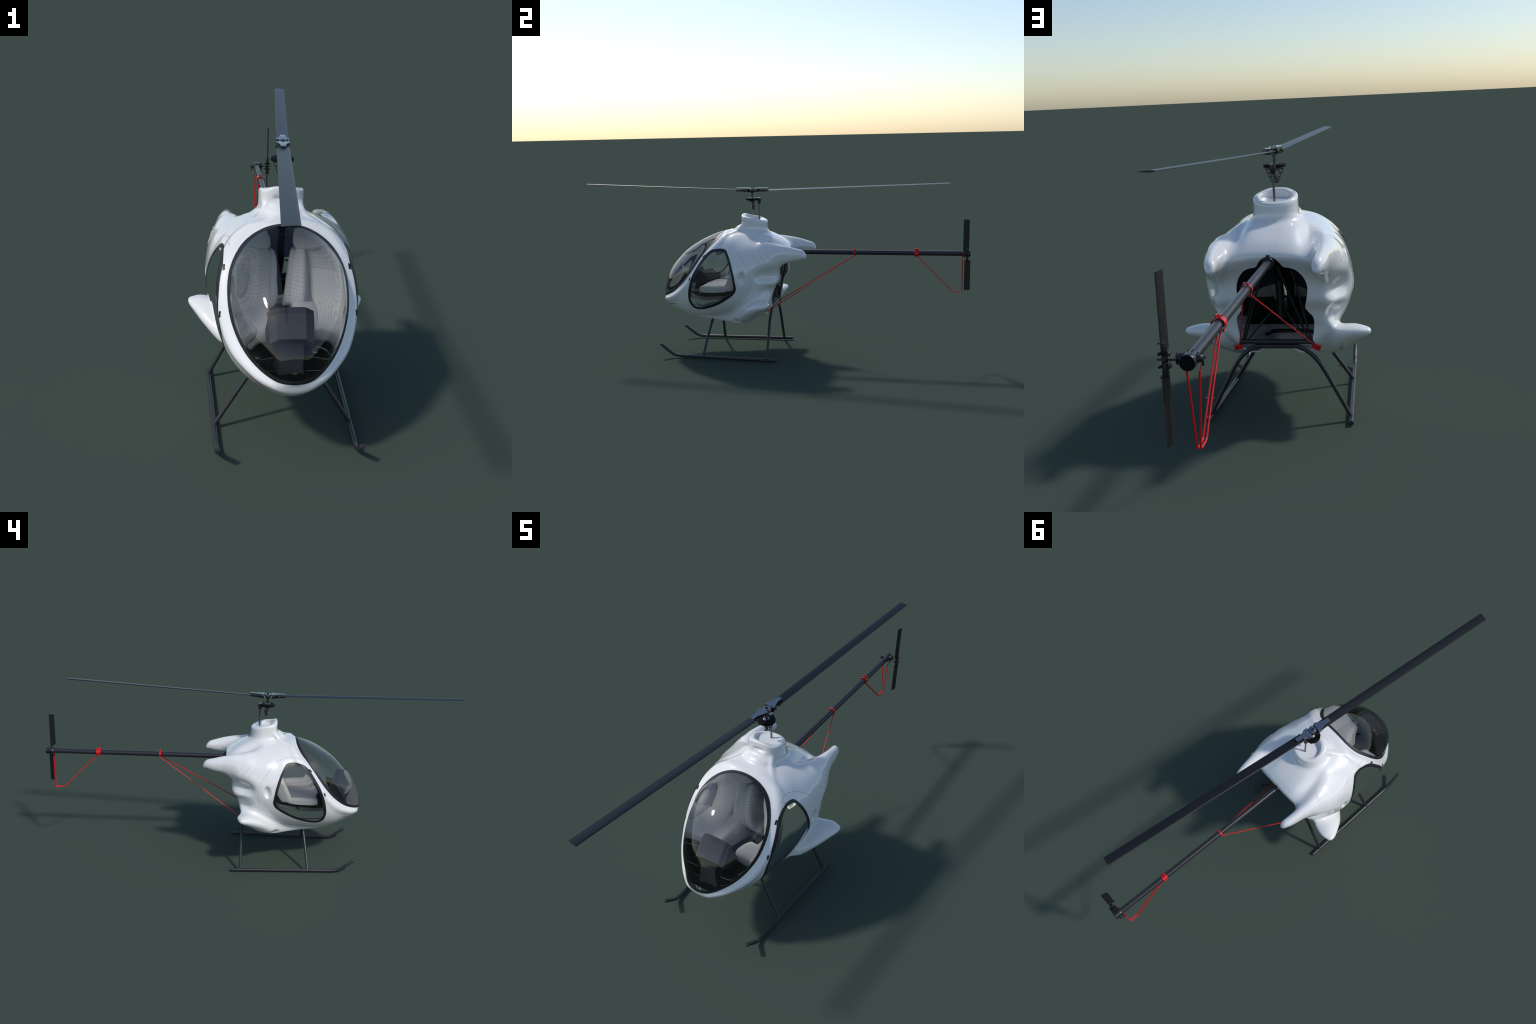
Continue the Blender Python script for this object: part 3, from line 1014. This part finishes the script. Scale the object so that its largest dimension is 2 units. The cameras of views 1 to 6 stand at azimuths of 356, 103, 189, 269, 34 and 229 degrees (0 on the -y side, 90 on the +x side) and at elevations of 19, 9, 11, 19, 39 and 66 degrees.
# tail gearbox and rotor
gy = 0.9815
box_ = empty("tail_gearbox", ROOT)
p = Parts().put(*lathe([(0.0124, 0), (0.0150, 0.003), (0.0160, 0.010), (0.0162, 0.034), (0.0162, 0.0365), (0.0150, 0.038)], (0, 0.9605, bz(0.97)), 32, (0, 1, 0)))
p.add("gearbox_barrel", M_BOOM, box_)
p = Parts().put(*lathe([(0.0146, 0), (0.0146, 0.0012)], (0, 0.9975, bz(0.99)), 32, (0, 1, 0)))
p.add("gearbox_cap", M_DISC, box_)
p = Parts().put(*lathe([(0.0105, 0), (0.0105, 0.010), (0.0125, 0.011), (0.0125, 0.0135), (0.008, 0.0145)], (0.0105, gy - 0.003, 0.5175), 20, (1, 0, 0)))
p.put(*lathe([(0.008, 0), (0.008, 0.010), (0.0065, 0.014), (0.004, 0.016)], (-0.010, gy - 0.003, 0.5175), 20, (-1, 0, 0)))
p.put(*rounded_rod((-0.022, gy - 0.012, 0.5150), (-0.022, gy - 0.012, 0.500), 0.0022, 8)).box((0.019, gy - 0.012, 0.506), (0.006, 0.008, 0.014), None, 0.001)
p.put(*rounded_rod((-0.0245, 0.952, 0.515), (-0.0245, 0.968, 0.515), 0.0028, 8))
p.add("gearbox_housing", M_BLACK, box_)
p = Parts()
for a in (40, 75, 105, 140):
    for y in (0.967, 0.976):
        c = np.array([0.0163 * math.cos(math.radians(a)), y, bz(y) + 0.0163 * math.sin(math.radians(a))])
        p.put(*lathe([(0.0013, -0.002), (0.0013, 0.0008), (0.0008, 0.0013)], c, 8, (math.cos(math.radians(a)), 0, math.sin(math.radians(a)))))
p.add("gearbox_screw", M_BLACK, box_, stuff=True)
trot = empty("tail_rotor", ROOT)
add("rotor_shaft", *rounded_rod((0.02, gy - 0.001, 0.5150), (0.0625, gy - 0.001, 0.5150), 0.0021, 10), M_BLACK, trot)
p = Parts().put(*lathe([(0.0045, 0), (0.006, 0.001), (0.006, 0.009), (0.0045, 0.010)], (0.0425, gy, 0.5148), 18, (1, 0, 0)))
p.box((0.0475, gy, 0.5148), (0.010, 0.011, 0.020), None, 0.002)
for k in (1, -1):
    p.put(*rounded_rod((0.0475, gy, 0.5148 + k * 0.006), (0.0475, gy, 0.5148 + k * 0.034), 0.0062, 14))
    for j in (1, -1):
        p.put(*rounded_rod((0.0475 + j * 0.009, gy - 0.007, 0.5148 + k * 0.0125), (0.0475 + j * 0.009, gy + 0.007, 0.5148 + k * 0.0125), 0.0034, 10))
        p.put(*rounded_rod((0.0475 + j * 0.006, gy + 0.005, 0.5148 + k * 0.033), (0.0475 + j * 0.0095, gy + 0.005, 0.5148 + k * 0.033), 0.0018, 8))
        p.tube([(0.0475 + j * 0.009, gy, 0.5148 + k * 0.0125), (0.040, gy + j * 0.008, 0.5148 + k * 0.004)], 0.0013, 8)
p.add("tail_rotor_hub", M_BLACK, trot)


def airfoil(n=14, thick=0.12):
    """closed aerofoil outline, chord 0 (leading) to 1 (trailing)"""
    x = 0.5 * (1 - np.cos(np.linspace(0, math.pi, n)))
    t = 5 * thick * (0.2969 * np.sqrt(x) - 0.126 * x - 0.3516 * x**2 + 0.2843 * x**3 - 0.1036 * x**4)
    up = np.stack([x, t], 1)
    return np.vstack([up[::-1], np.stack([x, -t], 1)[1:-1]])


def wing(root, tip, chord_dir, chord, thick, pitch=(0, 0), sections=8, n=14, quarter=0.5):
    """straight blade from root to tip; chord_dir points from trailing to leading edge"""
    a, b = np.array(root, float), np.array(tip, float)
    u = (b - a) / np.linalg.norm(b - a)
    c0 = np.array(chord_dir, float)
    c0 -= u * (c0 @ u)
    c0 /= np.linalg.norm(c0)
    af = airfoil(n, thick)
    k = len(af)
    v, f = [], []
    for i, t in enumerate(np.linspace(0, 1, sections)):
        ang = math.radians(pitch[0] + (pitch[1] - pitch[0]) * t)
        c = np.array(Matrix.Rotation(ang, 3, Vector(u))) @ c0
        nrm = np.cross(u, c)
        for px, pz in af:
            v.append(a + (b - a) * t + c * (quarter - px) * chord + nrm * pz * chord)
    for i in range(sections - 1):
        for j in range(k):
            f.append((i * k + j, i * k + (j + 1) % k, (i + 1) * k + (j + 1) % k, (i + 1) * k + j))
    f += [tuple(range(k))[::-1], tuple((sections - 1) * k + j for j in range(k))]
    return v, f


for k, h0, y0, y1, zt in ((1, 0.016, -0.0055, -0.0036, 0.684), (-1, 0.0245, 0.0018, 0.0006, 0.3455)):
    v, f = wing((0.0475, gy + y0, 0.5148 + k * h0), (0.0475, gy + y1, zt), (0.26 * k, 1 * k, 0), 0.0284, 0.11, (0, 0))
    add("tail_rotor_blade", v, f, M_TAILBLADE, trot, smooth_angle=50)

# ------------------------------------------------------------------ main rotor
rotor = empty("main_rotor", ROOT)
HUB = np.array([0.0, -0.0735, 0.826])
tipF, tipR = np.array([-0.0783, -0.9985, 0.8563]), np.array([0.0830, 0.9003, 0.8575])
for tip, r0, lead in ((tipF, 0.034, (1, 0, 0)), (tipR, 0.050, (-1, 0, 0))):
    u = (tip - HUB)
    u[2] = 0
    u /= np.linalg.norm(u)
    root = HUB + u * r0
    root[2] = 0.8265 if r0 < 0.04 else 0.8248
    v, f = wing(root, tip, lead, 0.0387, 0.115, (3, 1), 16, 18)
    blade = add("rotor_blade", v, f, M_BLADE, rotor, smooth_angle=50)
    w = np.array([-u[1], u[0], 0])
    # grip plates above and below the blade root
    out = [(0.0165, 0.020), (0.020, 0.022), (0.060, 0.0085), (0.084, 0.0085), (0.084, -0.0085), (0.060, -0.0085), (0.020, -0.022), (0.0165, -0.020)]
    for name, z0, z1, kx in (("grip_plate", 0.8325, 0.8358, 1.0), ("lower_grip_plate", 0.8155, 0.8180, 0.8)):
        poly = [HUB + u * a * kx + w * b for a, b in out]
        n = len(poly)
        v = [(p[0], p[1], z0 + 0.0012 * (i in (2, 3, 4, 5))) for i, p in enumerate(poly)] + [(p[0], p[1], z1 + 0.0012 * (i in (2, 3, 4, 5))) for i, p in enumerate(poly)]
        f = [tuple(range(n))[::-1], tuple(range(n, 2 * n))] + [(i, (i + 1) % n, n + (i + 1) % n, n + i) for i in range(n)]
        add(name, v, f, M_PLATE, rotor, smooth_angle=10)
    g = Parts().box(HUB + u * 0.055 + [0, 0, -0.0005], (0.016, 0.060, 0.012), np.stack([w, u, [0, 0, 1]], 1), 0.001)
    g.box(HUB + u * 0.026 + w * 0.0195 * 1 + [0, 0, -0.001], (0.004, 0.016, 0.014), np.stack([w, u, [0, 0, 1]], 1), 0.0006)
    g.box(HUB + u * 0.026 - w * 0.0195 * 1 + [0, 0, -0.001], (0.004, 0.016, 0.014), np.stack([w, u, [0, 0, 1]], 1), 0.0006)
    g.add("grip_block", M_DARKMETAL, rotor)
    p = Parts()
    for a, b in ((0.030, 0.014), (0.030, -0.014), (0.030, 0.0), (0.046, 0.006), (0.046, -0.006), (0.072, 0.0)):
        c = HUB + u * a + w * b
        p.put(*lathe([(0.0012, -0.001), (0.0012, 0.0008), (0.0008, 0.0011)], (c[0], c[1], 0.8360 + 0.0003), 8))
    p.add("plate_screw", M_DARKMETAL, rotor, stuff=True)
    # pitch weight at the trailing corner of the root
    s = np.array(lead, float) * -1
    c = root + s * 0.019 + u * 0.006
    add("trim_bolt", *rounded_rod(c + [0, 0, -0.006], c + [0, 0, 0.006], 0.0016, 8), M_DARKMETAL, rotor)

p = Parts().put(*rounded_rod(HUB + [0, 0, -0.014], HUB + [0, 0, 0.0055], 0.0105, 20)).box(HUB + [0, 0, -0.002], (0.026, 0.026, 0.013), rot_axis("Z", 5), 0.002)
p.put(*lathe([(0.0062, 0), (0.0062, 0.004), (0.004, 0.0045), (0.004, 0.002)], HUB + [0, 0, 0.0075], 18))
p.put(*rounded_rod(HUB + [-0.018, 0, -0.003], HUB + [0.018, 0, -0.003], 0.0045, 12))
p.add("rotor_hub", M_DARKMETAL, rotor)
add("hub_cap_plate", *box(HUB + [0, 0, 0.0062], (0.024, 0.027, 0.003), rot_axis("Z", -5), 0.0008), M_PLATE, rotor)
add("hub_lug", *box(HUB + [0.0165, -0.004, 0.0045], (0.004, 0.013, 0.010), rot_axis("Z", -4), 0.001), M_STEEL, rotor)
mast = empty("rotor_mast", ROOT)
add("mast_tube", *tube([HUB + [0, 0, -0.010], HUB + [0, 0, -0.040]], 0.0046, 18), M_DARKMETAL, mast)
# swash disc: flat black drum with an offset arm over the push rod
add("swash_disc", *lathe([(0.020, -0.0125), (0.0345, -0.009), (0.0345, -0.001), (0.0335, 0.0), (0.020, 0.0)], (0, -0.0735, 0.7850), 40), M_DISC, mast)
p = Parts().put(*lathe([(0.013, 0), (0.013, 0.001), (0.010, 0.0015), (0.0085, 0.0025), (0.0055, 0.004)], (0, -0.0735, 0.7850), 28))
for a in range(0, 360, 60):
    p.put(*lathe([(0.0016, 0), (0.0016, 0.0022), (0.001, 0.0027)], (0.0105 * math.cos(math.radians(a)), -0.0735 + 0.0105 * math.sin(math.radians(a)), 0.7858), 8))
p.add("disc_bearing", M_STEEL, mast)
p = Parts().put(*lathe([(0.0095, -0.014), (0.0095, -0.002), (0.0088, 0.0005)], (0, -0.0385, 0.7857), 24))
p.put(*lathe([(0.0055, 0), (0.0078, 0.006), (0.0078, 0.020)], (0, -0.0385, 0.7575), 20))
p.add("rod_socket", M_BLACK, mast)
add("socket_cap", *lathe([(0.0088, 0), (0.0088, 0.0006), (0.008, 0.0009)], (0, -0.0385, 0.7862), 24), M_PLATE, mast)
add("push_rod", *tube([(0, -0.0385, 0.7585), (0, -0.0388, 0.728), (0, -0.0395, 0.672)], [0.0030, 0.0036, 0.0039], 14), M_ROD, mast)
p = Parts().put(*rounded_rod((-0.006, -0.0385, 0.7495), (0.006, -0.0385, 0.7495), 0.0010, 8)).put(*lathe([(0.004, 0), (0.004, 0.003)], (0, -0.0385, 0.7545), 14))
p.add("rod_pin", M_DARKMETAL, mast)
# perforated cone bracket below the disc
p = Parts()
for sx in (1, -1):
    a, b = np.array([sx * 0.029, -0.0735, 0.774]), np.array([sx * 0.0095, -0.066, 0.728])
    for off in (0.0, 0.012):
        q = np.array([-sx * off, 0.004, 0])
        p.tube([a + q, b + q * 0.35], 0.0011, 6)
    for t in (0.08, 0.36, 0.62, 0.85, 1.0):
        c = a + (b - a) * t
        p.tube([c, c + np.array([-sx * 0.012, 0.004, 0]) * (1 - 0.65 * t)], 0.0013, 6)
    for t, r in ((0.22, 0.0052), (0.50, 0.004), (0.74, 0.003)):
        c = a + (b - a) * t + np.array([-sx * 0.006, 0.002, 0]) * (1 - 0.65 * t)
        ring = [c + np.array([math.cos(k) * r, 0, math.sin(k) * r]) for k in np.linspace(0, 2 * math.pi, 17)]
        p.tube(ring, 0.0009, 6, False)
p.add("cone_bracket", M_DARKMETAL, mast)
p = Parts().put(*lathe([(0.0125, 0), (0.0125, 0.010)], (0, -0.0735, 0.765), 20)).put(*rounded_rod((0, -0.0735, 0.770), (0, -0.0715, 0.730), 0.0042, 14))
p.put(*rounded_rod((-0.007, -0.076, 0.7405), (0.007, -0.076, 0.7405), 0.0028, 10)).put(*rounded_rod((0, -0.083, 0.7395), (0, -0.062, 0.7395), 0.0030, 10))
p.box((-0.004, -0.068, 0.731), (0.010, 0.012, 0.008), None, 0.001).box((0.006, -0.062, 0.748), (0.005, 0.005, 0.014), None, 0.001)
p.add("swash_linkage", M_DARKMETAL, mast)

for o in bpy.data.objects:
    if o.parent == ROOT or (o.parent and o.parent.parent == ROOT):
        o.matrix_parent_inverse = Matrix.Identity(4)
